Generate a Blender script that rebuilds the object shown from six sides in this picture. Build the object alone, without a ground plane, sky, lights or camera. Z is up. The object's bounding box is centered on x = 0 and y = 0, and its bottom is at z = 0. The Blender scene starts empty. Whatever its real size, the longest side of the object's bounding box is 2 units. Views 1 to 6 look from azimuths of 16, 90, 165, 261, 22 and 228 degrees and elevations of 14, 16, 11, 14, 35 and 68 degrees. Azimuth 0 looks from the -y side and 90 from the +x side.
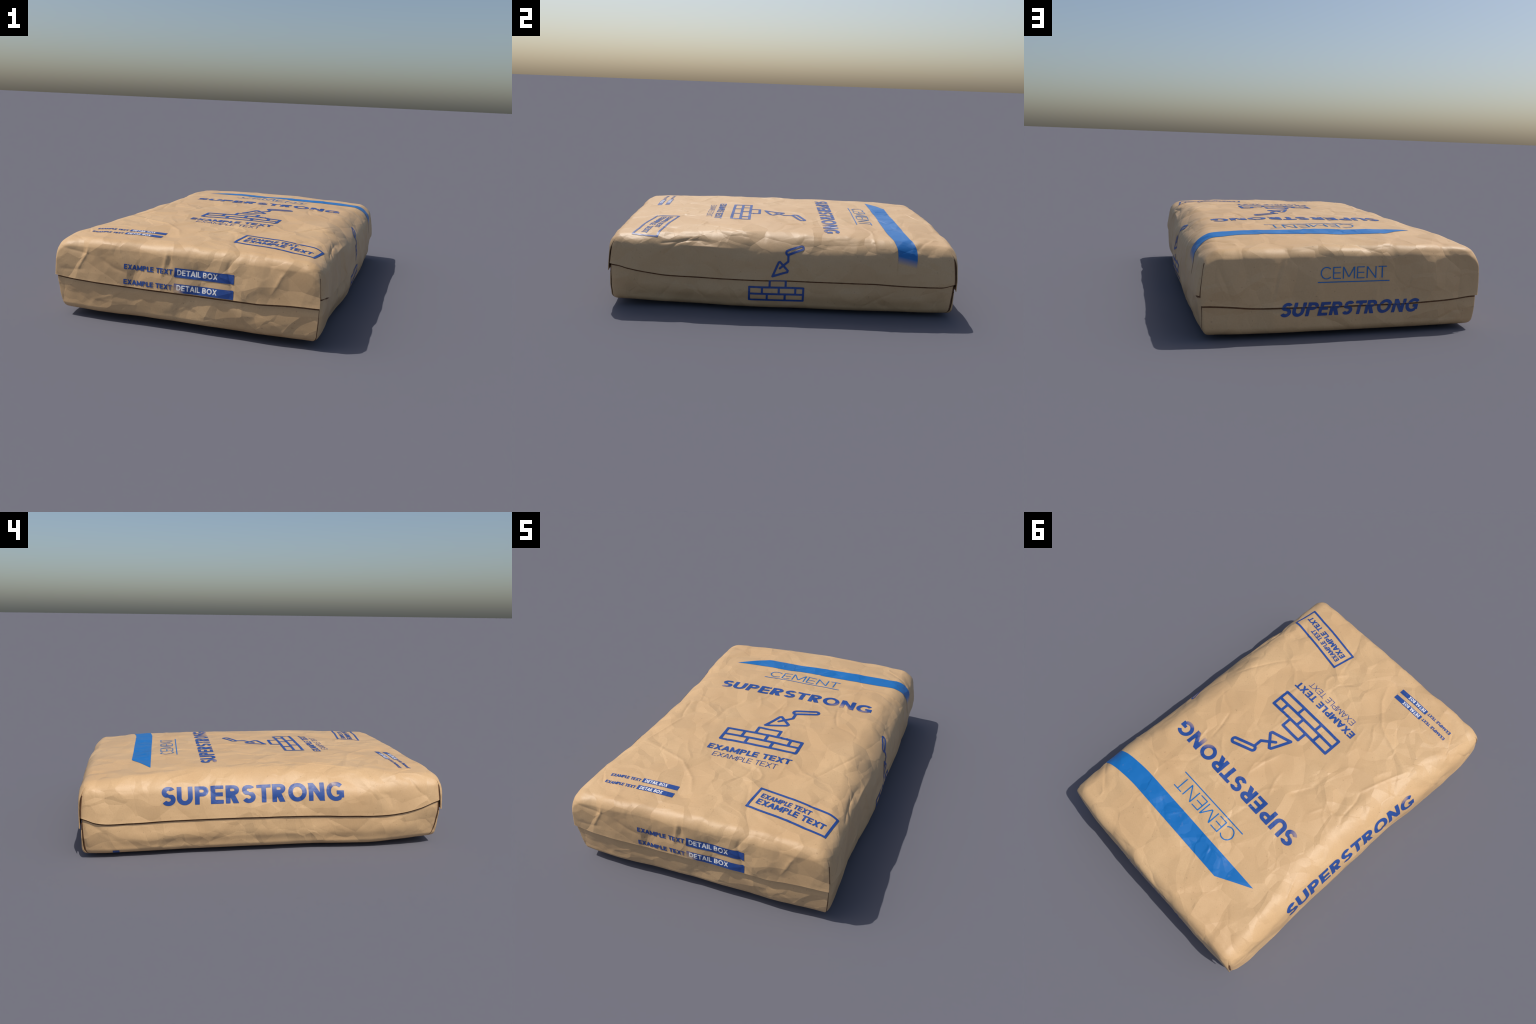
"""A full paper cement sack lying flat: an upper sheet folded down over the four
sides, a lower sheet tucked under it, slit corners, crumpled kraft paper and
blue printing (words, a brick wall with a trowel, a band, boxes)."""
import bpy, math
import numpy as np

rng = np.random.default_rng(7)

# ------------------------------------------------------------------ base form
def curve(xs, ys):
    """smooth 1-D profile through control points (monotone-ish cubic)."""
    xs, ys = np.array(xs, float), np.array(ys, float)
    m = np.gradient(ys, xs)
    def f(x):
        x = np.clip(x, xs[0], xs[-1])
        i = np.clip(np.searchsorted(xs, x) - 1, 0, len(xs) - 2)
        h = xs[i + 1] - xs[i]; t = (x - xs[i]) / h
        return ((1 + 2 * t) * (1 - t) ** 2 * ys[i] + t * (1 - t) ** 2 * h * m[i]
                + t * t * (3 - 2 * t) * ys[i + 1] + t * t * (t - 1) * h * m[i + 1])
    return f

# half widths at the seam height, along the bag
X_POS = curve([-1, -.93, -.86, -.69, -.58, -.43, -.25, .05, .4, .66, .84, .93, 1],
              [.676, .684, .687, .683, .679, .687, .703, .703, .705, .700, .697, .690, .684])
X_NEG = curve([-1, -.93, -.86, -.57, -.41, -.25, -.13, .16, .47, .72, .85, .93, 1],
              [.675, .695, .704, .703, .692, .679, .679, .677, .680, .689, .691, .683, .670])
Y_NEG = curve([-.72, -.6, -.45, -.3, 0, .25, .5, .63, .72],
              [.982, .994, .998, .992, .986, .983, .977, .971, .962])
Y_POS = curve([-.72, -.6, -.43, -.15, .16, .5, .62, .72],
              [.970, .975, .983, .992, .998, .998, .988, .980])
# where the folded-over edge of the upper sheet ends
SEAM_X_POS = curve([-1, -.95, -.92, -.86, -.75, -.66, -.5, 0, .5, .84, .92, .96, 1],
                   [.25, .248, .246, .234, .213, .201, .196, .198, .198, .190, .192, .2, .203])
SEAM_X_NEG = curve([-1, -.95, -.85, -.756, -.62, -.47, 0, .48, .7, .84, .9, .95, 1],
                   [.262, .257, .229, .206, .193, .195, .201, .201, .197, .197, .206, .22, .226])
SEAM_Y_NEG = curve([-.72, -.66, -.51, -.3, .25, .4, .55, .66, .72],
                   [.21, .208, .203, .198, .198, .199, .207, .208, .208])
SEAM_Y_POS = curve([-.72, -.64, -.54, -.43, -.29, 0, .33, .46, .56, .67, .72],
                   [.171, .169, .161, .154, .149, .148, .149, .151, .159, .162, .162])

def smax(a, b, r):
    u, v = np.maximum(a + r, 0), np.maximum(b + r, 0)
    return np.where((a > -r) & (b > -r), np.sqrt(u * u + v * v) - r, np.maximum(a, b))

def sstep(e0, e1, x):
    t = np.clip((x - e0) / (e1 - e0), 0, 1)
    return t * t * (3 - 2 * t)

def body(p, inset):
    """implicit function of the stuffed sack: negative inside."""
    x, y, z = p[:, 0], p[:, 1], p[:, 2]
    up, dn = np.maximum(z - .22, 0), np.maximum(.20 - z, 0)
    tx = .75 * up ** 2 + .06 * up + np.where(x > 0, .42, .55 + .8 * sstep(.55, .9, -y)) * dn ** 2 + .02 * dn
    ty = .45 * up ** 2 + .03 * up + np.where(y > 0, .10, .38) * dn ** 2 + .008 * dn
    a = np.where(x > 0, x - X_POS(y), -x - X_NEG(y)) + tx + inset + .003
    b = np.where(y > 0, y - Y_POS(x), -y - Y_NEG(x)) + ty + inset + .003
    top = .4465 - .024 * (np.abs(y) / .84) ** 2.3 - .014 * (np.abs(x) / .6) ** 3
    c = z - top
    # the long upper edges slump in places
    slump = np.where(x > 0, .050 * np.exp(-((y - .05) / .45) ** 4), .058 * np.exp(-((y + .08) / .60) ** 6))
    h = smax(smax(a, c, .072 + slump - .014 * sstep(.75, .95, np.abs(y))), b, .008 + .038 * sstep(.31, .38, z))
    rim = np.maximum(sstep(.25, .60, np.abs(x)), sstep(.5, .9, np.abs(y)))
    under = .019 * rim + .016 * sstep(.55, .95, -y)     # the belly touches the ground, the rim hangs clear
    return smax(h, under - z, .036)

CORE_LO, CORE_HI = np.array([-.562, -.857, .10]), np.array([.562, .857, .31])
REACH = .15
BX, BY, BZ = .562 + REACH, .857 + REACH, .31 + REACH

def gradient(p, inset):
    e = 1e-4; g = np.empty_like(p)
    for k in range(3):
        d = np.zeros(3); d[k] = e
        g[:, k] = body(p + d, inset) - body(p - d, inset)
    return g / (np.linalg.norm(g, axis=1, keepdims=True) + 1e-12)

def project(q, inset):
    """box point -> sack surface, moving along the ray from the inner core."""
    c = np.clip(q, CORE_LO, CORE_HI)
    d = q - c; d /= np.linalg.norm(d, axis=1, keepdims=True) + 1e-12
    lo, hi = np.zeros(len(q)), np.full(len(q), .40)
    for _ in range(26):
        m = .5 * (lo + hi)
        inside = body(c + m[:, None] * d, inset) < 0
        lo, hi = np.where(inside, m, lo), np.where(inside, hi, m)
    return c + lo[:, None] * d

# ------------------------------------------------------------------ paper relief
def facets(p, cell, seed):
    """crumpled-paper relief: difference of two squared cell distances, which is
    made of flat facets meeting in sharp ridges and valleys."""
    r = np.random.default_rng(seed)
    n = np.ceil(np.array([1.7, 2.3, .7]) / cell).astype(int)
    base = np.stack(np.meshgrid(*[np.arange(k) for k in n], indexing="ij"), -1).reshape(-1, 3)
    org = np.array([-.85, -1.15, -.1])
    out = np.zeros(len(p))
    for sign in (1, -1):
        jit = r.random((n[0], n[1], n[2], 3))
        loc = (p - org) / cell
        ij = np.floor(loc).astype(int)
        best = np.full(len(p), 9e9)
        for dx in (-1, 0, 1):
            for dy in (-1, 0, 1):
                for dz in (-1, 0, 1):
                    k = np.clip(ij + [dx, dy, dz], 0, n - 1)
                    s = k + jit[k[:, 0], k[:, 1], k[:, 2]]
                    best = np.minimum(best, ((loc - s) ** 2).sum(1))
        out += sign * best
    return out * cell           # slope of the facets is about 1

def waves(p, freq, seed):
    r = np.random.default_rng(seed); out = 0
    for _ in range(7):
        k = r.normal(size=3); k *= freq * (.6 + .8 * r.random()) / np.linalg.norm(k)
        out = out + np.sin(p @ k + r.random() * 6.28)
    return out / 2.6

# creases: polyline in space, amplitude (m, + ridge, - valley), half width (m)
CREASES = []
def crease(amp, width, *pts):
    CREASES.append((amp, .82 * width, np.array(pts, float)))

# ridge across the -x,-y quarter
crease(0.0025, 0.018, (-0.095, -0.780, 0.428), (-0.139, -0.684, 0.433), (-0.258, -0.560, 0.438), (-0.421, -0.499, 0.437), (-0.540, -0.461, 0.433))
crease(0.0030, 0.014, (-0.551, -0.480, 0.431), (-0.507, -0.360, 0.437), (-0.456, -0.189, 0.442))
crease(-0.0025, 0.014, (-0.461, -0.184, 0.441), (-0.481, -0.129, 0.441), (-0.495, -0.003, 0.441), (-0.521, 0.032, 0.439))
crease(0.0020, 0.014, (-0.498, -0.000, 0.441), (-0.384, 0.035, 0.445), (-0.356, 0.104, 0.445))
crease(0.0025, 0.010, (-0.540, 0.333, 0.436), (-0.566, 0.402, 0.427), (-0.601, 0.488, 0.407), (-0.641, 0.570, 0.361))
crease(0.0022, 0.012, (-0.080, 0.061, 0.448), (-0.090, 0.117, 0.448), (-0.128, 0.199, 0.448))
crease(-0.0030, 0.040, (-0.265, -0.098, 0.447), (-0.261, -0.004, 0.447), (-0.203, 0.115, 0.448))
crease(0.0022, 0.012, (0.017, 0.015, 0.448), (0.037, 0.096, 0.448), (0.046, 0.193, 0.448))
crease(-0.0028, 0.010, (0.399, 0.026, 0.445), (0.369, 0.118, 0.445), (0.354, 0.204, 0.445))
crease(-0.0018, 0.012, (0.429, 0.501, 0.437), (0.317, 0.386, 0.443), (0.309, 0.314, 0.444))
crease(-0.0020, 0.014, (0.225, 0.955, 0.397), (0.064, 0.910, 0.418), (-0.136, 0.839, 0.424))
crease(0.0015, 0.012, (0.484, 0.971, 0.373), (0.517, 0.867, 0.414), (0.636, 0.780, 0.389))
crease(0.0018, 0.010, (0.201, 0.651, 0.435), (0.111, 0.600, 0.437), (0.170, 0.691, 0.433))
crease(0.0022, 0.010, (-0.169, 0.702, 0.433), (-0.129, 0.624, 0.436), (-0.242, 0.613, 0.436))
crease(0.0025, 0.012, (0.139, -0.487, 0.442), (0.181, -0.538, 0.440), (0.180, -0.576, 0.439), (0.121, -0.656, 0.435))
crease(-0.0020, 0.010, (-0.034, -0.661, 0.435), (0.055, -0.631, 0.436), (0.105, -0.562, 0.439), (0.108, -0.486, 0.442))
crease(-0.0020, 0.012, (0.610, -0.109, 0.428), (0.555, -0.249, 0.436), (0.475, -0.396, 0.438), (0.388, -0.530, 0.437))
crease(-0.0025, 0.012, (-0.559, -0.843, 0.413), (-0.631, -0.705, 0.408))
crease(0.0020, 0.014, (-0.620, -0.746, 0.410), (-0.630, -0.841, 0.400), (-0.656, -0.953, 0.360))
crease(0.0015, 0.010, (-0.250, -0.271, 0.446), (-0.218, -0.378, 0.444), (-0.196, -0.478, 0.442))
crease(0.0015, 0.010, (0.057, 0.186, 0.448), (0.061, 0.094, 0.449), (0.072, 0.021, 0.449))
# -x side
crease(-0.0025, 0.016, (-0.658, -0.154, 0.345), (-0.671, -0.184, 0.293), (-0.680, -0.206, 0.241))
crease(0.0025, 0.014, (-0.682, -0.554, 0.362), (-0.693, -0.566, 0.328), (-0.705, -0.575, 0.257))
crease(-0.0030, 0.022, (-0.673, 0.893, 0.182), (-0.669, 0.824, 0.131), (-0.650, 0.731, 0.062))
crease(-0.0025, 0.010, (-0.665, 0.708, 0.135), (-0.651, 0.681, 0.071), (-0.646, 0.642, 0.056))
crease(0.0015, 0.016, (-0.656, 0.701, 0.324), (-0.667, 0.722, 0.271), (-0.672, 0.743, 0.212))
crease(-0.0020, 0.020, (-0.661, -0.790, 0.382), (-0.692, -0.829, 0.329), (-0.695, -0.894, 0.276))
crease(-0.0020, 0.020, (-0.696, -0.603, 0.318), (-0.700, -0.668, 0.303), (-0.710, -0.692, 0.231))
crease(-0.0022, 0.020, (-0.696, -0.550, 0.099), (-0.704, -0.611, 0.142), (-0.709, -0.672, 0.184))
crease(-0.0020, 0.014, (-0.673, -0.382, 0.040), (-0.687, -0.414, 0.077), (-0.702, -0.439, 0.148))
crease(0.0020, 0.016, (-0.535, -0.849, 0.414), (-0.622, -0.732, 0.411), (-0.662, -0.657, 0.386))
# +x side
crease(-0.0032, 0.022, (0.647, -0.671, 0.370), (0.636, -0.562, 0.385), (0.638, -0.455, 0.392), (0.648, -0.401, 0.386))
crease(0.0032, 0.022, (0.653, -0.543, 0.360), (0.663, -0.399, 0.363), (0.680, -0.224, 0.361))
crease(-0.0030, 0.016, (0.606, -0.222, 0.429), (0.639, -0.078, 0.412), (0.673, -0.044, 0.374))
crease(-0.0032, 0.022, (0.664, 0.091, 0.386), (0.668, 0.204, 0.382), (0.647, 0.298, 0.404))
crease(0.0030, 0.018, (0.623, 0.148, 0.421), (0.615, 0.280, 0.425), (0.632, 0.317, 0.416))
crease(0.0025, 0.014, (0.342, 0.474, 0.440), (0.462, 0.514, 0.435), (0.632, 0.511, 0.410), (0.682, 0.519, 0.347), (0.701, 0.526, 0.233))
crease(-0.0020, 0.022, (0.535, 0.842, 0.415), (0.620, 0.775, 0.401), (0.664, 0.732, 0.362))
crease(-0.0020, 0.016, (0.680, 0.459, 0.054), (0.691, 0.544, 0.107), (0.694, 0.645, 0.157))
crease(-0.0020, 0.016, (0.654, -0.695, 0.046), (0.670, -0.627, 0.122), (0.676, -0.583, 0.182))
crease(-0.0020, 0.014, (0.678, -0.518, 0.174), (0.672, -0.449, 0.096), (0.661, -0.401, 0.043))
crease(-0.0025, 0.016, (0.623, -0.502, 0.402), (0.645, -0.586, 0.371), (0.667, -0.652, 0.311))
# -y end
crease(0.0030, 0.012, (-0.479, -0.934, 0.403), (-0.485, -0.967, 0.377), (-0.494, -0.988, 0.336), (-0.538, -0.995, 0.258))
crease(-0.0016, 0.020, (-0.640, -0.971, 0.353), (-0.557, -0.983, 0.344), (-0.483, -0.989, 0.334))
crease(-0.0012, 0.018, (-0.643, -0.989, 0.244), (-0.578, -0.994, 0.249), (-0.505, -0.996, 0.259))
crease(0.0030, 0.012, (-0.086, -0.936, 0.402), (-0.078, -0.966, 0.369), (-0.082, -0.978, 0.328), (-0.098, -0.984, 0.271))
crease(-0.0025, 0.012, (-0.062, -0.953, 0.386), (-0.059, -0.972, 0.354), (-0.061, -0.980, 0.312))
crease(-0.0020, 0.024, (-0.406, -0.990, 0.314), (-0.344, -0.990, 0.280), (-0.284, -0.989, 0.265))
crease(-0.0030, 0.014, (0.290, -0.940, 0.393), (0.237, -0.961, 0.370), (0.228, -0.975, 0.327), (0.266, -0.982, 0.206))
crease(0.0020, 0.020, (0.530, -0.923, 0.395), (0.480, -0.969, 0.327), (0.443, -0.977, 0.243))
crease(0.0020, 0.016, (-0.467, -0.990, 0.099), (-0.319, -0.991, 0.160), (-0.169, -0.987, 0.167))
crease(0.0020, 0.014, (-0.016, -0.979, 0.103), (0.057, -0.983, 0.154), (0.072, -0.979, 0.116))
# +y end
crease(-0.0030, 0.016, (0.304, 0.958, 0.395), (0.339, 0.997, 0.305), (0.364, 1.002, 0.180))
crease(-0.0025, 0.016, (-0.166, 0.940, 0.401), (-0.149, 0.984, 0.322), (-0.143, 0.992, 0.198))
crease(-0.0030, 0.018, (-0.353, 0.954, 0.380), (-0.495, 0.949, 0.370), (-0.625, 0.945, 0.356))
crease(0.0020, 0.014, (0.492, 0.948, 0.395), (0.473, 0.957, 0.389), (0.490, 0.976, 0.366))
crease(-0.0020, 0.024, (0.598, 0.979, 0.320), (0.571, 0.988, 0.252), (0.543, 0.992, 0.182))
crease(-0.0030, 0.014, (-0.410, 0.961, 0.035), (-0.482, 0.963, 0.066), (-0.546, 0.962, 0.097), (-0.611, 0.957, 0.098))
crease(0.0020, 0.014, (0.296, 0.954, 0.397), (0.128, 0.928, 0.413), (-0.160, 0.840, 0.425))

def loose_creases(n=46):
    """short random folds scattered over the upper faces"""
    r = np.random.default_rng(31)
    for _ in range(n):
        x, y = r.uniform(-.58, .58), r.uniform(-.85, .85)
        a, l = r.uniform(0, math.pi), r.uniform(.04, .12)
        bend = r.uniform(-.7, .7)
        top = lambda u, v: (u, v, .447 - .022 * (abs(v) / .84) ** 2.3 - .012 * (abs(u) / .6) ** 3)
        c, s2 = math.cos(a), math.sin(a); c2, s3 = math.cos(a + bend), math.sin(a + bend)
        crease(r.choice([-1, 1]) * r.uniform(.0006, .0016), r.uniform(.007, .013),
               top(x - l * c, y - l * s2), top(x, y), top(x + l * c2, y + l * s3))
loose_creases()

def crease_relief(p):
    out = np.zeros(len(p))
    for amp, width, pts in CREASES:
        lo, hi = pts.min(0) - 3 * width, pts.max(0) + 3 * width
        sel = np.where(((p > lo) & (p < hi)).all(1))[0]
        if not len(sel):
            continue
        q = p[sel]; best = np.full(len(q), 9e9); frac = np.zeros(len(q))
        seg = np.linalg.norm(np.diff(pts, axis=0), axis=1); tot, run = seg.sum(), 0
        for a, b, l in zip(pts[:-1], pts[1:], seg):
            t = np.clip(((q - a) @ (b - a)) / (l * l), 0, 1)
            d = np.linalg.norm(q - a - t[:, None] * (b - a), axis=1)
            better = d < best
            best = np.where(better, d, best); frac = np.where(better, (run + t * l) / tot, frac)
            run += l
        u = best / width
        ends = .35 + .65 * np.clip(4 * frac * (1 - frac), 0, 1) ** .5
        out[sel] += 1.9 * amp * ends * np.exp(-np.sqrt(u * u * 3 + .04) + .2)* np.clip(3 - u, 0, 1)
    return out

def relief(p):
    low = np.clip(.55 + .45 * waves(p, 5.5, 3), .12, 1.1)
    calm = .35 + .65 * sstep(.0, .10, p[:, 2])
    rim = 1 + .5 * np.exp(-((p[:, 2] - .375) / .045) ** 2)
    h = .030 * rim * facets(p + .012 * np.stack([waves(p, 9, 21), waves(p, 9, 22), waves(p, 9, 23)], -1), .21, 11)
    h += low * .030 * rim * facets(p, .105, 12)
    h += .0010 * waves(p, 16, 5)
    return calm * h + crease_relief(p)

# ------------------------------------------------------------------ the sheet charts
def box_point(face, a, b):
    one = np.ones_like(a)
    return {"top": lambda: np.stack([a, b, BZ * one], -1),
            "bottom": lambda: np.stack([a, b, (.10 - REACH) * one], -1),
            "x_pos": lambda: np.stack([BX * one, a, b], -1),
            "x_neg": lambda: np.stack([-BX * one, a, b], -1),
            "y_pos": lambda: np.stack([a, BY * one, b], -1),
            "y_neg": lambda: np.stack([a, -BY * one, b], -1)}[face]()

def sheet(face, a, b, lower=False, smooth=False):
    """point of the finished paper surface for chart position (a, b)."""
    q = box_point(face, a, b)
    inset = .0062 if lower else 0.0
    p = project(q, inset)
    if smooth: return p
    n = gradient(p, inset)
    flat = 1.0 if not lower else sstep(.004, .05, p[:, 2])
    out = p + n * (relief(p) * flat)[:, None]
    if face in ("x_pos", "x_neg"):      # long sides curl in behind the end flaps
        y_end = np.where(a > 0, Y_POS(p[:, 0]), Y_NEG(p[:, 0]))
        u = np.clip(1 - (y_end - np.abs(p[:, 1])) / .055, 0, 1)
        w = (1 - sstep(.345, .405, p[:, 2])) * sstep(0, .03, p[:, 2])
        sgn = 1 if face == "x_pos" else -1
        out[:, 0] -= sgn * w * .013 * u ** 2.2
        out[:, 1] -= np.sign(a) * w * .007 * u ** 1.2
    if face in ("y_pos", "y_neg"):      # end flaps keep a sharp free edge
        half = np.where(p[:, 0] > 0, X_POS(p[:, 1]), X_NEG(p[:, 1]))
        u = np.clip(1 - (half - np.abs(p[:, 0])) / .05, 0, 1)
        w = (1 - sstep(.345, .405, p[:, 2])) * sstep(0, .03, p[:, 2])
        out[:, 0] -= np.sign(p[:, 0]) * w * .006 * u ** 2
    if face in SEAMS:                   # the folded lip stands off, the lower sheet dives under it
        d = b - SEAMS[face](a)
        push = -.0045 * np.exp(-np.maximum(-d, 0) / .016) if lower else .0030 * np.exp(-np.maximum(d, 0) / .022)
        if lower and face[0] == "x":      # the lower side bellies out again below the lip
            push = push + .008 * np.exp(-((d + .085) / .045) ** 2) * (1 - sstep(.72, .90, np.abs(a)))
        out += n * [1, 1, 0] * push[:, None]
    out[:, 2] = np.maximum(out[:, 2], 0.0)
    return out

SEAMS = {"x_pos": SEAM_X_POS, "x_neg": SEAM_X_NEG, "y_pos": SEAM_Y_POS, "y_neg": SEAM_Y_NEG}
NX, NY, NS = 290, 410, 60
DARK_STRIP = .0110

def spaced(limit, n):
    """samples along a box edge, denser close to the corners."""
    t = np.linspace(-1, 1, n + 1)
    return limit * (t + .10 * np.sin(np.pi * t))

def build_sheet(lower):
    verts, quads, tags, count = [], [], [], 0
    def add(face, A, B, flip, tag):
        nonlocal count
        p = sheet(face, A.ravel(), B.ravel(), lower)
        n0, n1 = A.shape
        i = np.arange(n0 * n1).reshape(n0, n1) + count
        q = np.stack([i[:-1, :-1], i[1:, :-1], i[1:, 1:], i[:-1, 1:]], -1).reshape(-1, 4)
        verts.append(p); quads.append(q[:, ::-1] if flip else q)
        tags.append(np.broadcast_to(tag, (n0 - 1, n1 - 1)).ravel() if np.ndim(tag) else np.full(len(q), tag)); count += len(p)
    gx, gy = spaced(BX, NX), spaced(BY, NY)
    A, B = np.meshgrid(gx, gy, indexing="ij")
    add("bottom" if lower else "top", A, B, lower, 0)
    for face, g, tag in (("x_pos", gy, 0), ("x_neg", gy, 0), ("y_pos", gx, 1), ("y_neg", gx, 2)):
        t = np.linspace(0, 1, NS + 1)
        edge = SEAMS[face](g) - (DARK_STRIP if lower else 0)
        start = (.10 - REACH) if lower else BZ
        A, T = np.meshgrid(g, t, indexing="ij")
        B = start + T * (edge[:, None] - start)
        dark_tag = np.zeros((len(g) - 1, NS), int)
        if lower:                                   # overlap and narrow strip below the lip, coloured dark brown
            for d in (.003, .006, .009, .0125, .020, .036):
                A = np.c_[A, g]; B = np.c_[B, edge + d]; dark_tag = np.c_[dark_tag, np.ones(len(g) - 1, int)]
        if face[0] == "x":                          # tucked-in corner strips, darkened to draw the shade in the slits
            mid = .5 * (B[:-1, :-1] + B[1:, 1:])
            last = np.minimum(np.arange(len(g) - 1), np.arange(len(g) - 1)[::-1])[:, None]
            dark_tag = np.where((last < 4) & (mid < .36), 1, dark_tag)
        flip = (face in ("x_pos", "y_neg")) != lower
        add(face, A, B, flip, tag + 3 * dark_tag)
    return np.concatenate(verts), np.concatenate(quads), np.concatenate(tags)

# ------------------------------------------------------------------ materials
def node(t, kind, **kw):
    n = t.nodes.new("ShaderNode" + kind)
    for k, v in kw.items():
        if k in n.inputs: n.inputs[k].default_value = v
        else: setattr(n, k, v)
    return n

def lin(r, g, b):
    f = lambda c: (c / 255 / 12.92) if c / 255 <= .04045 else ((c / 255 + .055) / 1.055) ** 2.4
    return (f(r), f(g), f(b), 1)

def math_node(t, op, a, b=None, c=None, clamp=False):
    n = node(t, "Math", operation=op, use_clamp=clamp)
    for i, v in enumerate((a, b, c)):
        if v is None: continue
        if isinstance(v, (int, float)): n.inputs[i].default_value = v
        else: t.links.new(v, n.inputs[i])
    return n.outputs[0]

def mix_color(t, fac, a, b, blend="MIX"):
    n = node(t, "Mix", data_type="RGBA", blend_type=blend)
    for s, v in ((0, fac), (6, a), (7, b)):
        if isinstance(v, (int, float, tuple)): n.inputs[s].default_value = v
        else: t.links.new(v, n.inputs[s])
    return n.outputs[2]

def noise(t, co, scale, detail=2.0, rough=.5):
    n = node(t, "TexNoise", Scale=scale, Detail=detail, Roughness=rough)
    t.links.new(co, n.inputs["Vector"])
    return n.outputs["Fac"]

def ramp(t, fac, lo, hi, a=0.0, b=1.0):
    n = node(t, "MapRange")
    n.inputs["From Min"].default_value, n.inputs["From Max"].default_value = lo, hi
    n.inputs["To Min"].default_value, n.inputs["To Max"].default_value = a, b
    t.links.new(fac, n.inputs["Value"])
    return n.outputs[0]

def paper_color(t, co):
    broad = ramp(t, noise(t, co, 3.5, 3), .3, .7)
    c = mix_color(t, broad, lin(202, 165, 120), lin(209, 174, 129))
    fibre = ramp(t, noise(t, co, 150, 4, .65), .35, .65)
    c = mix_color(t, math_node(t, "MULTIPLY", fibre, .30), c, lin(189, 150, 105))
    speck = ramp(t, noise(t, co, 95, 1, .4), .735, .77)
    return mix_color(t, math_node(t, "MULTIPLY", speck, .28), c, lin(120, 88, 58))

def crumple_height(t, co):
    """flat facets (difference of two squared cell distances) for the bump."""
    wob = node(t, "TexNoise", Scale=4.0, Detail=1.0); t.links.new(co, wob.inputs["Vector"])
    bent = node(t, "VectorMath", operation="MULTIPLY_ADD")
    t.links.new(wob.outputs["Color"], bent.inputs[0]); bent.inputs[1].default_value = (.12, .12, .12); t.links.new(co, bent.inputs[2])
    def cell(scale, shift, feature="F1"):
        m = node(t, "Mapping"); m.inputs["Location"].default_value = shift
        m.inputs["Rotation"].default_value = shift
        t.links.new(bent.outputs[0], m.inputs["Vector"])
        v = node(t, "TexVoronoi", feature=feature, Scale=scale); t.links.new(m.outputs[0], v.inputs["Vector"])
        return math_node(t, "POWER", v.outputs["Distance"], 2.0)
    a = math_node(t, "SUBTRACT", cell(5.0, (0, 0, 0)), cell(5.0, (3.1, 7.7, 1.9)))
    b = math_node(t, "SUBTRACT", cell(11.0, (5, 1, 2)), cell(11.0, (1.3, 4.7, 8.9)))
    patch = ramp(t, noise(t, co, 3.0, 1), .42, .62)
    h = math_node(t, "MULTIPLY", a, .0135)
    h = math_node(t, "MULTIPLY_ADD", math_node(t, "MULTIPLY", b, patch), .0065, h)
    return math_node(t, "MULTIPLY_ADD", noise(t, co, 120, 3, .6), .00022, h)

def finish(mat, t, color, rough, spec=.5):
    bsdf = t.nodes["Principled BSDF"]
    t.links.new(color, bsdf.inputs["Base Color"])
    bsdf.inputs["Roughness"].default_value = rough
    bsdf.inputs["Specular IOR Level"].default_value = spec
    co = next(n for n in t.nodes if n.bl_idname == "ShaderNodeTexCoord").outputs["Object"]
    b = node(t, "Bump", Strength=1.0, Distance=1.0)
    t.links.new(crumple_height(t, co), b.inputs["Height"])
    t.links.new(b.outputs[0], bsdf.inputs["Normal"])
    return mat

def new_material(name):
    m = bpy.data.materials.new(name); m.use_nodes = True
    t = m.node_tree
    return m, t, node(t, "TexCoord").outputs["Object"]

def paper_material():
    m, t, co = new_material("kraft_paper")
    return finish(m, t, paper_color(t, co), .50)

def dark_strip_material():
    m, t, co = new_material("dark_brown_strip")
    return finish(m, t, mix_color(t, ramp(t, noise(t, co, 40, 3), .3, .7), lin(98, 67, 46), lin(126, 92, 65)), .8, .2)

# spots where the ink is rubbed away: centre, radius
WORN = [((-.43, .21, .44), .075), ((.36, .205, .44), .075), ((.50, .21, .44), .055),
        ((-.64, -.36, .385), .045), ((-.02, -.99, .205), .045)]

def ink_material(name, ink, fade_band=False, worn=True):
    m, t, co = new_material(name)
    n = noise(t, co, 26, 4, .6)
    fac = ramp(t, n, .22, .40, .90, 1.0)
    if worn:
        for centre, radius in WORN:
            d = node(t, "VectorMath", operation="DISTANCE")
            t.links.new(co, d.inputs[0]); d.inputs[1].default_value = centre
            dd = math_node(t, "MULTIPLY_ADD", n, .03, d.outputs["Value"])
            fac = math_node(t, "MULTIPLY", fac, ramp(t, dd, radius * .55, radius * 1.3, .15, 1.0))
    if fade_band:
        s = node(t, "SeparateXYZ"); t.links.new(co, s.inputs[0])
        level = math_node(t, "MULTIPLY_ADD", math_node(t, "SUBTRACT", s.outputs[1], .69), .22, s.outputs[2])
        fac = math_node(t, "MULTIPLY", fac, ramp(t, level, .300, .345, 0, 1))
    return finish(m, t, mix_color(t, fac, paper_color(t, co), ink), .45)

# ------------------------------------------------------------------ objects
root = bpy.data.objects.new("cement_bag", None)
root.empty_display_size = .3
bpy.context.scene.collection.objects.link(root)
root["label"] = "full brown kraft paper cement sack with blue print lying flat"
root["category"] = "cement bag"

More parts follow.
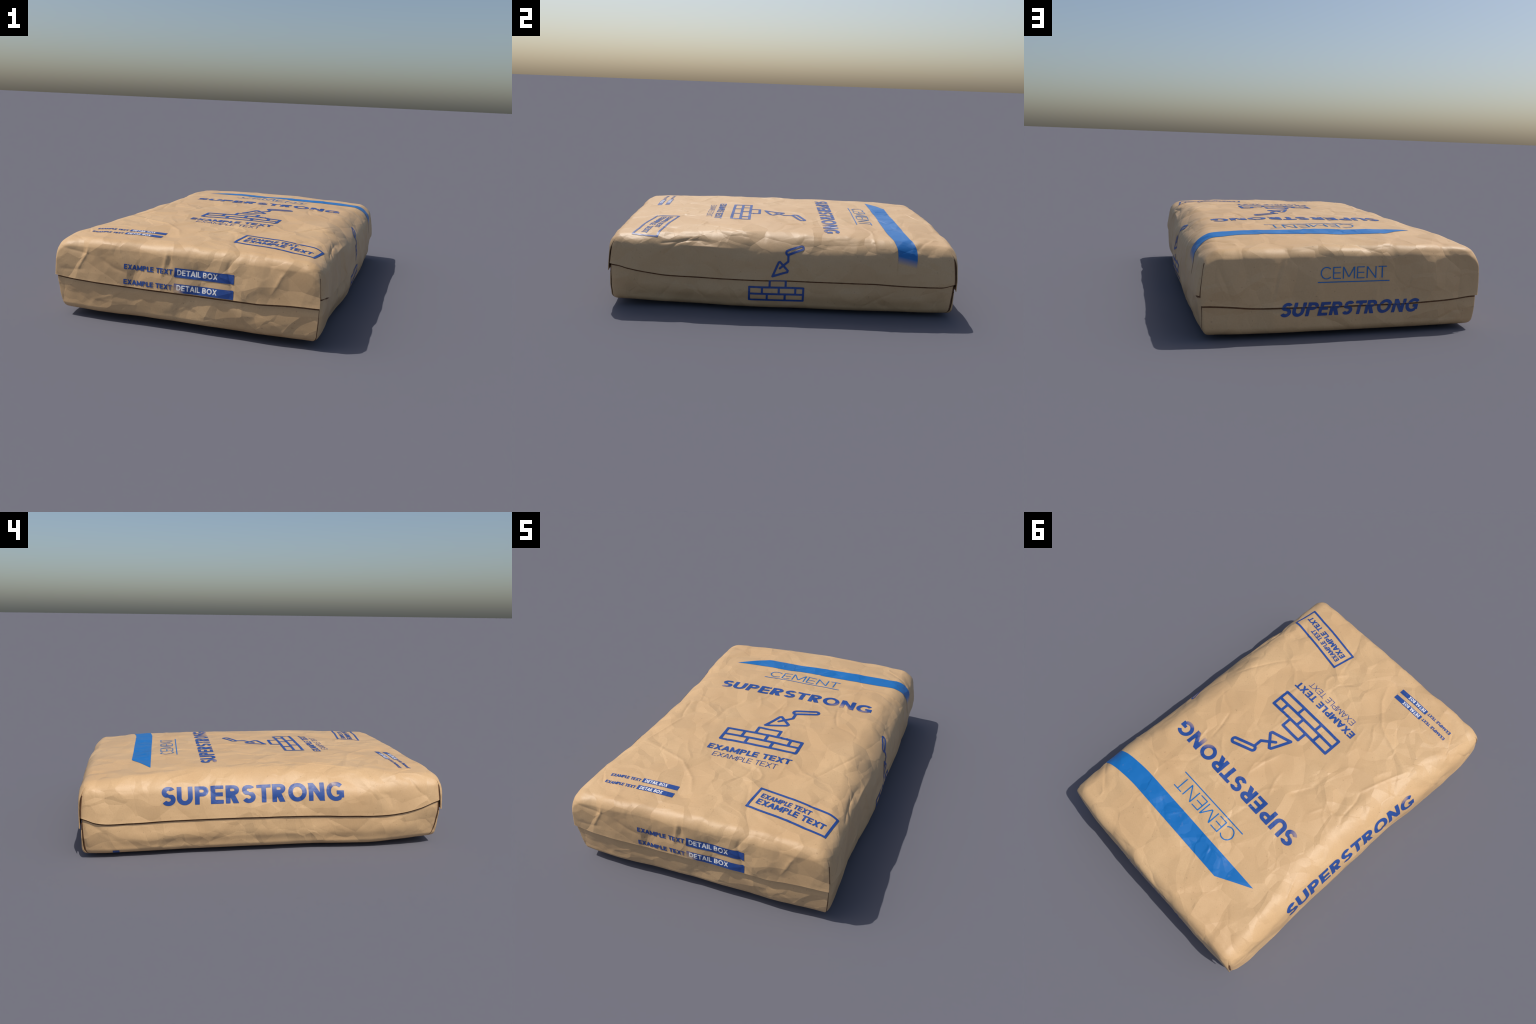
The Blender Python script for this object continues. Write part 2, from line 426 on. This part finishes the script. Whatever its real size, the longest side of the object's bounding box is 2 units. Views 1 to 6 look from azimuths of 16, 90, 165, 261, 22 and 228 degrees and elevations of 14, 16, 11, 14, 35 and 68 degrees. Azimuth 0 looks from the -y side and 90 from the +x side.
def add_object(name, verts, faces, mat, parent=root, normals=None, smooth=True):
    me = bpy.data.meshes.new(name)
    me.from_pydata([tuple(v) for v in verts], [], [tuple(f) for f in faces])
    me.materials.append(mat)
    me.polygons.foreach_set("use_smooth", np.full(len(me.polygons), smooth))
    me.update()
    if normals is not None:
        me.normals_split_custom_set(normals)
    ob = bpy.data.objects.new(name, me)
    bpy.context.scene.collection.objects.link(ob)
    ob.parent = parent
    return ob

paper = paper_material()
dark_brown = dark_strip_material()

def paper_sheet(lower):
    """build one sheet, thicken its free edges, split it into its named parts."""
    v, f, tag = build_sheet(lower)
    me = bpy.data.meshes.new("sheet_form")
    me.from_pydata(v.tolist(), [], f.tolist())
    for k in range(6): me.materials.append(paper)
    me.polygons.foreach_set("material_index", tag.astype(np.int32))
    ob = bpy.data.objects.new("sheet_form", me)
    bpy.context.scene.collection.objects.link(ob)
    w = ob.modifiers.new("weld", "WELD"); w.merge_threshold = 2e-5
    s = ob.modifiers.new("thick", "SOLIDIFY"); s.thickness, s.offset = .0032, -1
    dg = bpy.context.evaluated_depsgraph_get()
    whole = bpy.data.meshes.new_from_object(ob.evaluated_get(dg))
    bpy.data.objects.remove(ob)
    whole.polygons.foreach_set("use_smooth", np.ones(len(whole.polygons), bool))
    whole.set_sharp_from_angle(angle=math.radians(50))
    co = np.empty(len(whole.vertices) * 3); whole.vertices.foreach_get("co", co); co = co.reshape(-1, 3)
    nl = len(whole.loops)
    lv = np.empty(nl, np.int32); whole.loops.foreach_get("vertex_index", lv)
    cn = np.empty(nl * 3, np.float32); whole.corner_normals.foreach_get("vector", cn); cn = cn.reshape(-1, 3)
    npol = len(whole.polygons)
    st = np.empty(npol, np.int32); whole.polygons.foreach_get("loop_start", st)
    tot = np.empty(npol, np.int32); whole.polygons.foreach_get("loop_total", tot)
    mi = np.empty(npol, np.int32); whole.polygons.foreach_get("material_index", mi)
    made = []
    for k, name in ((0, "lower_sheet" if lower else "upper_sheet"),
                    (1, "lower_end_panel" if lower else "end_flap"), (2, "lower_end_panel" if lower else "end_flap")):
        pol = np.where(mi % 3 == k)[0]
        loops = np.concatenate([np.arange(st[i], st[i] + tot[i]) for i in pol])
        used, inv = np.unique(lv[loops], return_inverse=True)
        faces, c = [], 0
        for i in pol:
            faces.append(inv[c:c + tot[i]].tolist()); c += tot[i]
        part = add_object(name, co[used].tolist(), faces, paper, normals=cn[loops].tolist())
        part.data.materials.append(dark_brown)
        part.data.polygons.foreach_set("material_index", (mi[pol] // 3).astype(np.int32))
        made.append(part)
    bpy.data.meshes.remove(whole)
    return made

# ------------------------------------------------------------------ printed marks (distance fields)
def d_box(x, y, x0, y0, x1, y1):
    dx, dy = np.abs(x - (x0 + x1) / 2) - (x1 - x0) / 2, np.abs(y - (y0 + y1) / 2) - (y1 - y0) / 2
    return np.hypot(np.maximum(dx, 0), np.maximum(dy, 0)) + np.minimum(np.maximum(dx, dy), 0)

def d_round_box(x, y, x0, y0, x1, y1, r):
    return d_box(x, y, x0 + r, y0 + r, x1 - r, y1 - r) - r

def d_seg(x, y, p, q):
    dx, dy = q[0] - p[0], q[1] - p[1]
    t = np.clip(((x - p[0]) * dx + (y - p[1]) * dy) / (dx * dx + dy * dy + 1e-12), 0, 1)
    return np.hypot(x - p[0] - t * dx, y - p[1] - t * dy)

def d_path(x, y, pts, closed=False):
    pts = list(pts) + ([pts[0]] if closed else [])
    d = np.full(np.shape(x), 9e9)
    for p, q in zip(pts[:-1], pts[1:]):
        d = np.minimum(d, d_seg(x, y, p, q))
    return d

def d_bar(x, y, p, q, w):
    """straight stroke with square ends"""
    l = math.hypot(q[0] - p[0], q[1] - p[1]); ux, uy = (q[0] - p[0]) / l, (q[1] - p[1]) / l
    u, v = (x - p[0]) * ux + (y - p[1]) * uy, (y - p[1]) * ux - (x - p[0]) * uy
    return d_box(u, v, 0, -w / 2, l, w / 2)

def d_ring(x, y, cx, cy, rx, ry, w):
    rx, ry = rx - w / 2, ry - w / 2
    u, v = (x - cx) / rx, (y - cy) / ry
    k = np.hypot(u, v) + 1e-9
    return np.abs((k - 1) * k / (np.hypot(u / rx, v / ry) + 1e-9)) - w / 2

def smooth_path(pts, n=6):
    pts = [np.array(p, float) for p in pts]; out = []
    ext = [2 * pts[0] - pts[1]] + pts + [2 * pts[-1] - pts[-2]]
    for i in range(1, len(ext) - 2):
        a, b, c, d = ext[i - 1:i + 3]
        for t in np.linspace(0, 1, n, endpoint=False):
            out.append(.5 * (2 * b + (c - a) * t + (2 * a - 5 * b + 4 * c - d) * t * t + (3 * b - a - 3 * c + d) * t ** 3))
    return [tuple(p) for p in out + [pts[-1]]]

WIDTH = dict(S=.66, U=.75, P=.66, E=.62, R=.69, T=.70, O=.92, N=.78, G=.86, C=.80, M=.94, X=.76, A=.84, L=.53, D=.77, B=.67)

def glyph(ch, x, y, w):
    """signed distance to a geometric sans capital, cap height 1, stroke w."""
    mn, mx = np.minimum, np.maximum
    W = WIDTH.get(ch, w) if ch != "I" else w
    band = np.abs(y - .5) - .5
    h = w * .92                                  # horizontal strokes slightly thinner
    stem = lambda x0: d_box(x, y, x0, 0, x0 + w, 1)
    hbar = lambda x0, x1, y0: d_box(x, y, x0, y0, x1, y0 + h)
    if ch == "I": return stem(0)
    if ch == "L": return mn(stem(0), hbar(0, W, 0))
    if ch == "T": return mn(stem(W / 2 - w / 2), hbar(0, W, 1 - h))
    if ch == "E": return mn(mn(stem(0), hbar(0, W, 0)), mn(hbar(0, W, 1 - h), hbar(0, W * .94, .5 - h / 2)))
    if ch == "U":
        r = W / 2
        arc = mx(d_ring(x, y, r, r * 1.0, r, r * 1.02, w), y - r)
        up = lambda x0: d_box(x, y, x0, r - .01, x0 + w, 1)
        return mn(arc, mn(up(0), up(W - w)))
    def bowl(y0, y1, right):
        r = (y1 - y0) / 2
        o = d_round_box(x, y, -.6, y0, right, y1, r)
        i = d_round_box(x, y, -.6, y0 + h, right - w, y1 - h, r - h)
        return mx(mx(o, -i), w * .5 - x)
    if ch == "P": return mn(stem(0), bowl(.42, 1, W))
    if ch == "R":
        leg = mx(d_bar(x, y, (W * .36, .60), (W + .06 - w * .62, -.25), w * 1.12), mx(-y, y - .52))
        return mn(mn(stem(0), bowl(.44, 1, W * .95)), leg)
    if ch == "B": return mn(stem(0), mn(bowl(0, .5 + h / 2, W), bowl(.5 - h / 2, 1, W * .93)))
    if ch == "D": return mn(stem(0), bowl(0, 1, W))
    if ch == "O": return d_ring(x, y, W / 2, .5, W / 2, .515, w)
    if ch in "CG":
        ring = d_ring(x, y, .46, .5, .46, .515, w)
        if ch == "C": return mx(ring, mn((x - .46) * .70 - np.abs(y - .5) * .71, (x - .5)))
        wedge = mn(mn((x - .46) * .72 - (y - .5) * .69, y - .5 + .0), x - .46)
        g = mx(mx(ring, wedge), mn(x - (W - w * .55), .56 - y))
        return mn(g, mn(d_box(x, y, W - w, .165, W, .54), d_box(x, y, .50, .54 - h, W, .54)))
    if ch == "S":
        k = w / 2; l, r = k, W - k
        m = (l + r) / 2
        rx = (r - l) / 2
        yt, ym, yb = 1.012 - k, .512, k - .012
        deg = lambda cy, ry, sc, angs: [(m + sc * rx * math.cos(math.radians(q)), cy + ry * math.sin(math.radians(q))) for q in angs]
        sp = smooth_path(deg((yt + ym) / 2, (yt - ym) / 2, .95, (32, 62, 90, 120, 150, 180, 212, 244))
                         + deg((ym + yb) / 2, (ym - yb) / 2, 1.0, (62, 32, 0, -32, -62, -90, -120, -150)), 4)
        d = d_path(x, y, sp) - k
        a = np.where((y > .58) & (x > m), (x - sp[0][0]) * .42 - (y - sp[0][1]) * .91, -9)
        b = np.where((y < .42) & (x < m), (y - sp[-1][1]) * .80 - (x - sp[-1][0]) * .60, -9)
        return mx(mx(d, np.where(a > 0, a, -9)), np.where(b > 0, b, -9))
    if ch == "N":
        return mn(mn(stem(0), stem(W - w)), mx(d_bar(x, y, (w * .5 - .06, 1.08), (W - w * .5 + .06, -.08), w * 1.02), band))
    if ch == "M":
        v = mn(d_bar(x, y, (w * .45 - .04, 1.1), (W / 2 + .03, .06), w * .98), d_bar(x, y, (W - w * .45 + .04, 1.1), (W / 2 - .03, .06), w * .98))
        return mn(mn(stem(0), stem(W - w)), mx(v, mx(band, .14 - y)))
    if ch == "X":
        e = w * .55
        v = mn(d_bar(x, y, (e - .08, -.12), (W - e + .08, 1.12), w), d_bar(x, y, (e - .08, 1.12), (W - e + .08, -.12), w))
        return mx(v, band)
    if ch == "A":
        e = w * .5
        v = mn(d_bar(x, y, (e - .045, -.12), (W / 2 + .04, 1.12), w), d_bar(x, y, (W - e + .045, -.12), (W / 2 - .04, 1.12), w))
        return mn(mx(v, band), mx(d_box(x, y, W * .2, .22, W * .8, .22 + h), np.abs(x - W / 2) - W * .32))
    return np.full(np.shape(x), 9.)

def word(text, x0, y0, x1, height, weight, tracking=.14, slant=0.0):
    """text whose baseline starts at (x0, y0) and which ends at x1."""
    pen, marks = 0.0, []
    for ch in text:
        if ch == " ":
            pen += .34; continue
        W = weight if ch == "I" else WIDTH[ch]
        tr = tracking * (.45 if ch in "AXT" else 1)
        marks.append((ch, pen)); pen += W + tracking - (.04 if ch in 'ALTXS' else 0)
    pen -= tracking
    k = (x1 - x0 - slant * height) / pen
    def f(x, y):
        v = (y - y0) / height
        u = (x - x0 - slant * (y - y0)) / k
        d = np.full(np.shape(x), 9.)
        for ch, p in marks:
            near = (u > p - .25) & (u < p + 1.25)
            if near.any():
                dd = np.full(np.shape(x), 9.); dd[near] = glyph(ch, u[near] - p, v[near], weight)
                d = np.minimum(d, dd)
        return d * min(height, k)
    f.box = (x0 - .01, y0 - .01, x1 + .01, y0 + height + .01)
    return f

def turned(f, cx, cy, degrees, shear=0.0):
    a = math.radians(degrees); c, s = math.cos(a), math.sin(a)
    def g(x, y):
        u, v = x - cx, y - cy
        return f(c * u + s * v + cx, -s * u + c * v + cy)
    b = f.box; pts = [(x - cx, y - cy) for x in (b[0], b[2]) for y in (b[1], b[3])]
    xs, ys = [c * u - s * v + cx for u, v in pts], [s * u + c * v + cy for u, v in pts]
    g.box = (min(xs), min(ys), max(xs), max(ys))
    return g

def mark(f, *box):
    f.box = box; return f

def bricks(x0, y0, k):
    """outlined brick wall, k = scale (wall 0.45 wide)."""
    s = .0165
    def f(x, y):
        u, v = (x - x0) / k, (y - y0) / k
        W, H, T = .45, .125, .184
        d = np.abs(d_box(u, v, s / 2, s / 2, W - s / 2, H - s / 2)) - s / 2
        d = np.minimum(d, d_box(u, v, 0, H / 2 - s / 2, W, H / 2 + s / 2))
        for q in (.335, .655): d = np.minimum(d, d_box(u, v, W * q - s / 2, 0, W * q + s / 2, H / 2))
        for q in (.245, .545, .840): d = np.minimum(d, d_box(u, v, W * q - s / 2, H / 2, W * q + s / 2, H))
        d = np.minimum(d, np.abs(d_box(u, v, W * .36 + s / 2, H - s / 2, W * .682 - s / 2, T - s / 2)) - s / 2)
        return np.maximum(d, d_round_box(u, v, -.0, 0, W, T + .1, .006) * 1.0) * k
    return mark(f, x0 - .01, y0 - .01, x0 + .46 * k, y0 + .20 * k)

def trowel(x0, y0, k):
    s = .0172
    def f(x, y):
        u, v = (x - x0) / k, (y - y0) / k
        blade = d_path(u, v, [(.190, .213), (.236, .325), (.246, .329), (.310, .262), (.307, .250)], True) - s / 2
        stem = d_path(u, v, [(.246, .278), (.311, .334), (.311, .382)]) - s / 2
        handle = np.abs(d_seg(u, v, (.309, .400), (.415, .441)) - .0155) - s / 2
        return np.minimum(np.minimum(blade, stem), handle) * k
    return mark(f, x0 + .15 * k, y0 + .18 * k, x0 + .46 * k, y0 + .48 * k)

def rect(x0, y0, x1, y1):
    return mark(lambda x, y: d_box(x, y, x0, y0, x1, y1), x0 - .004, y0 - .004, x1 + .004, y1 + .004)

def minus(f, g):
    return mark(lambda x, y: np.maximum(f(x, y), -g(x, y)), *f.box)

def keep(f, g):
    return mark(lambda x, y: np.maximum(f(x, y), g(x, y)), *f.box)

def contour(f, h):
    """marching squares: fill the inside of a distance field with small cells."""
    x0, y0, x1, y1 = f.box
    nx, ny = max(2, int((x1 - x0) / h) + 1), max(2, int((y1 - y0) / h) + 1)
    gx, gy = x0 + h * np.arange(nx + 1), y0 + h * np.arange(ny + 1)
    X, Y = np.meshgrid(gx, gy, indexing="ij")
    D = f(X, Y); D = np.where(np.abs(D) < h * .02, -h * .02, D)
    neg = D < 0
    n_in = neg[:-1, :-1].astype(int) + neg[1:, :-1] + neg[1:, 1:] + neg[:-1, 1:]
    pts, faces, index = [], [], {}
    def vid(key, x, y):
        if key not in index:
            index[key] = len(pts); pts.append((x, y))
        return index[key]
    for i, j in zip(*np.where(n_in > 0)):
        cs = [(i, j), (i + 1, j), (i + 1, j + 1), (i, j + 1)]
        poly = []
        for a, b in zip(cs, cs[1:] + cs[:1]):
            da, db = D[a], D[b]
            if da < 0: poly.append(vid(a, gx[a[0]], gy[a[1]]))
            if (da < 0) != (db < 0):
                t = da / (da - db); lo, hi = min(a, b), max(a, b)
                poly.append(vid((lo, hi), gx[a[0]] + t * (gx[b[0]] - gx[a[0]]), gy[a[1]] + t * (gy[b[1]] - gy[a[1]])))
        if len(poly) >= 3: faces.append(poly)
    return np.array(pts), faces

AXES = {"top": (0, 1), "x_pos": (1, 2), "x_neg": (1, 2), "y_pos": (0, 2), "y_neg": (0, 2), "bottom": (0, 1)}

def print_mark(name, f, face, mat, h=.0025, lower=False, lift=.0014, mirror=False, warp=None, parent=None):
    """lay a printed mark on the paper: its field is drawn in the plan of the face
    (x,y on top, y,z on the long sides, x,z on the ends)."""
    uv, faces = contour(f, h)
    if not len(faces): return None
    a, b = (-uv[:, 0] if mirror else uv[:, 0]), uv[:, 1]
    i, j = AXES[face]
    if warp is None:
        qa, qb = a.copy(), b.copy()
        for _ in range(3):                        # settle so that the plan position is exact
            p = sheet(face, qa, qb, lower, smooth=True)
            qa, qb = qa + (a - p[:, i]), qb + (b - p[:, j])
        at = lambda da, db: sheet(face, qa + da, qb + db, lower)
    else:
        at = lambda da, db: warp(a + da, b + db)
    e = .002
    p = at(0, 0); n = np.cross(at(e, 0) - at(-e, 0), at(0, e) - at(0, -e))
    n /= np.linalg.norm(n, axis=1, keepdims=True) + 1e-12
    out = p - np.array([0, 0, .22])
    n *= np.sign((n * out * [1, 1, 2]).sum(1, keepdims=True))
    flip = ((face in ("x_neg", "y_pos")) != mirror)
    flip = flip if face != "bottom" else not mirror
    fs = [q[::-1] for q in faces] if flip else faces
    return add_object(name, p + n * lift, fs, mat, parent=parent or root)

# blue inks
NAVY = lin(34, 72, 142)
SKY = lin(15, 106, 176)
navy = ink_material("navy_ink", NAVY)
sky = ink_material("sky_blue_ink", SKY, worn=False)
band_ink = ink_material("band_ink", SKY, fade_band=True, worn=False)
white_ink = ink_material("white_ink", lin(232, 228, 222), worn=False)

def lettered_box(face, words_y, x_text, x_box0, x_box1, x_word1, y0, y1, cap, base, h, clip=None, slant=0):
    """small bold words, then a filled box with white words in it."""
    wd = word("EXAMPLE TEXT", x_text, words_y, x_box0 - .010, cap, .225, .08)
    wh = word("DETAIL BOX", x_box0 + .014, base, x_word1, cap * 1.08, .20, .10)
    bx = minus(rect(x_box0, y0, x_box1, y1), wh)
    if clip: wd, wh, bx = keep(wd, clip), keep(wh, clip), keep(bx, clip)
    print_mark("printed_word", wd, face, navy, h)
    box = print_mark("printed_box", bx, face, navy, h)
    print_mark("printed_word", wh, face, white_ink, h, parent=box)

def print_top():
    def over_edge(a, b):
        """band chart: a runs across the top and on down the +x side."""
        shift = .034 * sstep(.40, .80, a)
        on_top = a <= BX
        p = np.empty((len(a), 3))
        if on_top.any(): p[on_top] = sheet("top", a[on_top], (b + shift)[on_top])
        if (~on_top).any(): p[~on_top] = sheet("x_pos", (b + shift)[~on_top], (BZ - (a - BX))[~on_top])
        return p
    y0, y1 = .604, .711
    band = mark(lambda x, y: np.maximum(d_box(x, y, -.6, y0, .92, y1), ((-.458 - x) * (y1 - y0) - (y0 - y) * .188) / .216), -.47, y0 - .004, .93, y1 + .004)
    print_mark("printed_band", band, "top", band_ink, .005, warp=over_edge)
    print_mark("printed_word", word("CEMENT", -.181, .473, .271, .077, .080, .15), "top", sky, .0022)
    print_mark("printed_underline", rect(-.203, .451, .289, .457), "top", sky, .003)
    print_mark("printed_word", word("SUPERSTRONG", -.418, .238, .538, .089, .225, .10), "top", navy)
    print_mark("printed_bricks", bricks(-.167, -.318, 1.0), "top", navy)
    print_mark("printed_trowel", trowel(-.167, -.318, 1.0), "top", navy)
    print_mark("printed_word", word("EXAMPLE TEXT", -.190, -.4145, .278, .044, .22, .08), "top", navy, .0018)
    print_mark("printed_word", word("EXAMPLE TEXT", -.135, -.4715, .223, .038, .095, .11), "top", navy, .0014)
    lettered_box("top", -.788, -.549, -.367, -.167, -.228, -.789, -.760, .019, -.785, .0013)
    lettered_box("top", -.841, -.549, -.367, -.167, -.228, -.842, -.812, .019, -.838, .0013)
    # the tilted frame with two lines of words
    cx, cy, tilt = .2005, -.705, -8.9
    frame = mark(lambda x, y: np.maximum(d_box(x, y, cx - .002, cy - .076, cx + .421, cy + .076), -d_box(x, y, cx + .010, cy - .064, cx + .409, cy + .064)), cx - .01, cy - .085, cx + .43, cy + .085)
    print_mark("printed_frame", turned(frame, cx, cy, tilt), "top", navy, .003)
    print_mark("printed_word", turned(word("EXAMPLE TEXT", cx + .030, cy + .012, cx + .295, .030, .22, .08), cx, cy, tilt), "top", navy, .0016)
    print_mark("printed_word", turned(word("EXAMPLE TEXT", cx + .030, cy - .034, cx + .388, .036, .225, .08), cx, cy, tilt), "top", navy, .0016)

def print_sides():
    # +x side: trowel above the seam, bricks below it
    print_mark("printed_trowel", trowel(-.181, .072, .693), "x_pos", navy, .002)
    wall = bricks(-.181, .072, .693)
    wall = keep(wall, lambda x, y: y - (SEAM_X_POS(x) - .0005))
    print_mark("printed_bricks", wall, "x_pos", navy, .002, lower=True)
    # -x side: the big word, reading towards -y
    print_mark("printed_word", word("SUPERSTRONG", -.548, .279, .420, .097, .225, .10), "x_neg", navy, .0025, mirror=True)
    # -y end: two lettered boxes
    lettered_box("y_neg", .283, -.293, -.032, .263, .182, .273, .317, .0245, .284, .0016)
    lettered_box("y_neg", .209, -.293, -.032, .263, .182, .2005, .2425, .0245, .211, .0016, clip=lambda x, y: (SEAM_Y_NEG(x) + .001) - y)
    # +y end: thin word with a line, heavy slanted word across the seam
    print_mark("printed_word", word("CEMENT", -.147, .272, .172, .054, .085, .15), "y_pos", sky, .0018, mirror=True)
    print_mark("printed_underline", rect(-.160, .256, .190, .2605), "y_pos", sky, .002, mirror=True)
    big = lambda: word("SUPERSTRONG", -.330, .1025, .357, .066, .215, .11, slant=.22)
    seam = lambda x: SEAM_Y_POS(-x)
    print_mark("printed_word", keep(big(), lambda x, y: (seam(x) + .0008) - y), "y_pos", navy, .002, mirror=True)
    print_mark("printed_word", keep(big(), lambda x, y: y - (seam(x) + .002)), "y_pos", navy, .002, mirror=True, lower=True)
    # the band of the underside, its end just showing low on the -x side
    print_mark("printed_band", rect(-.60, .70, .35, .80), "bottom", navy, .01, lower=True)
    print_mark("printed_band", rect(-.806, .02, -.772, .041), "x_neg", navy, .004, lower=True, mirror=True)

paper_sheet(False)
paper_sheet(True)
print_top()
print_sides()
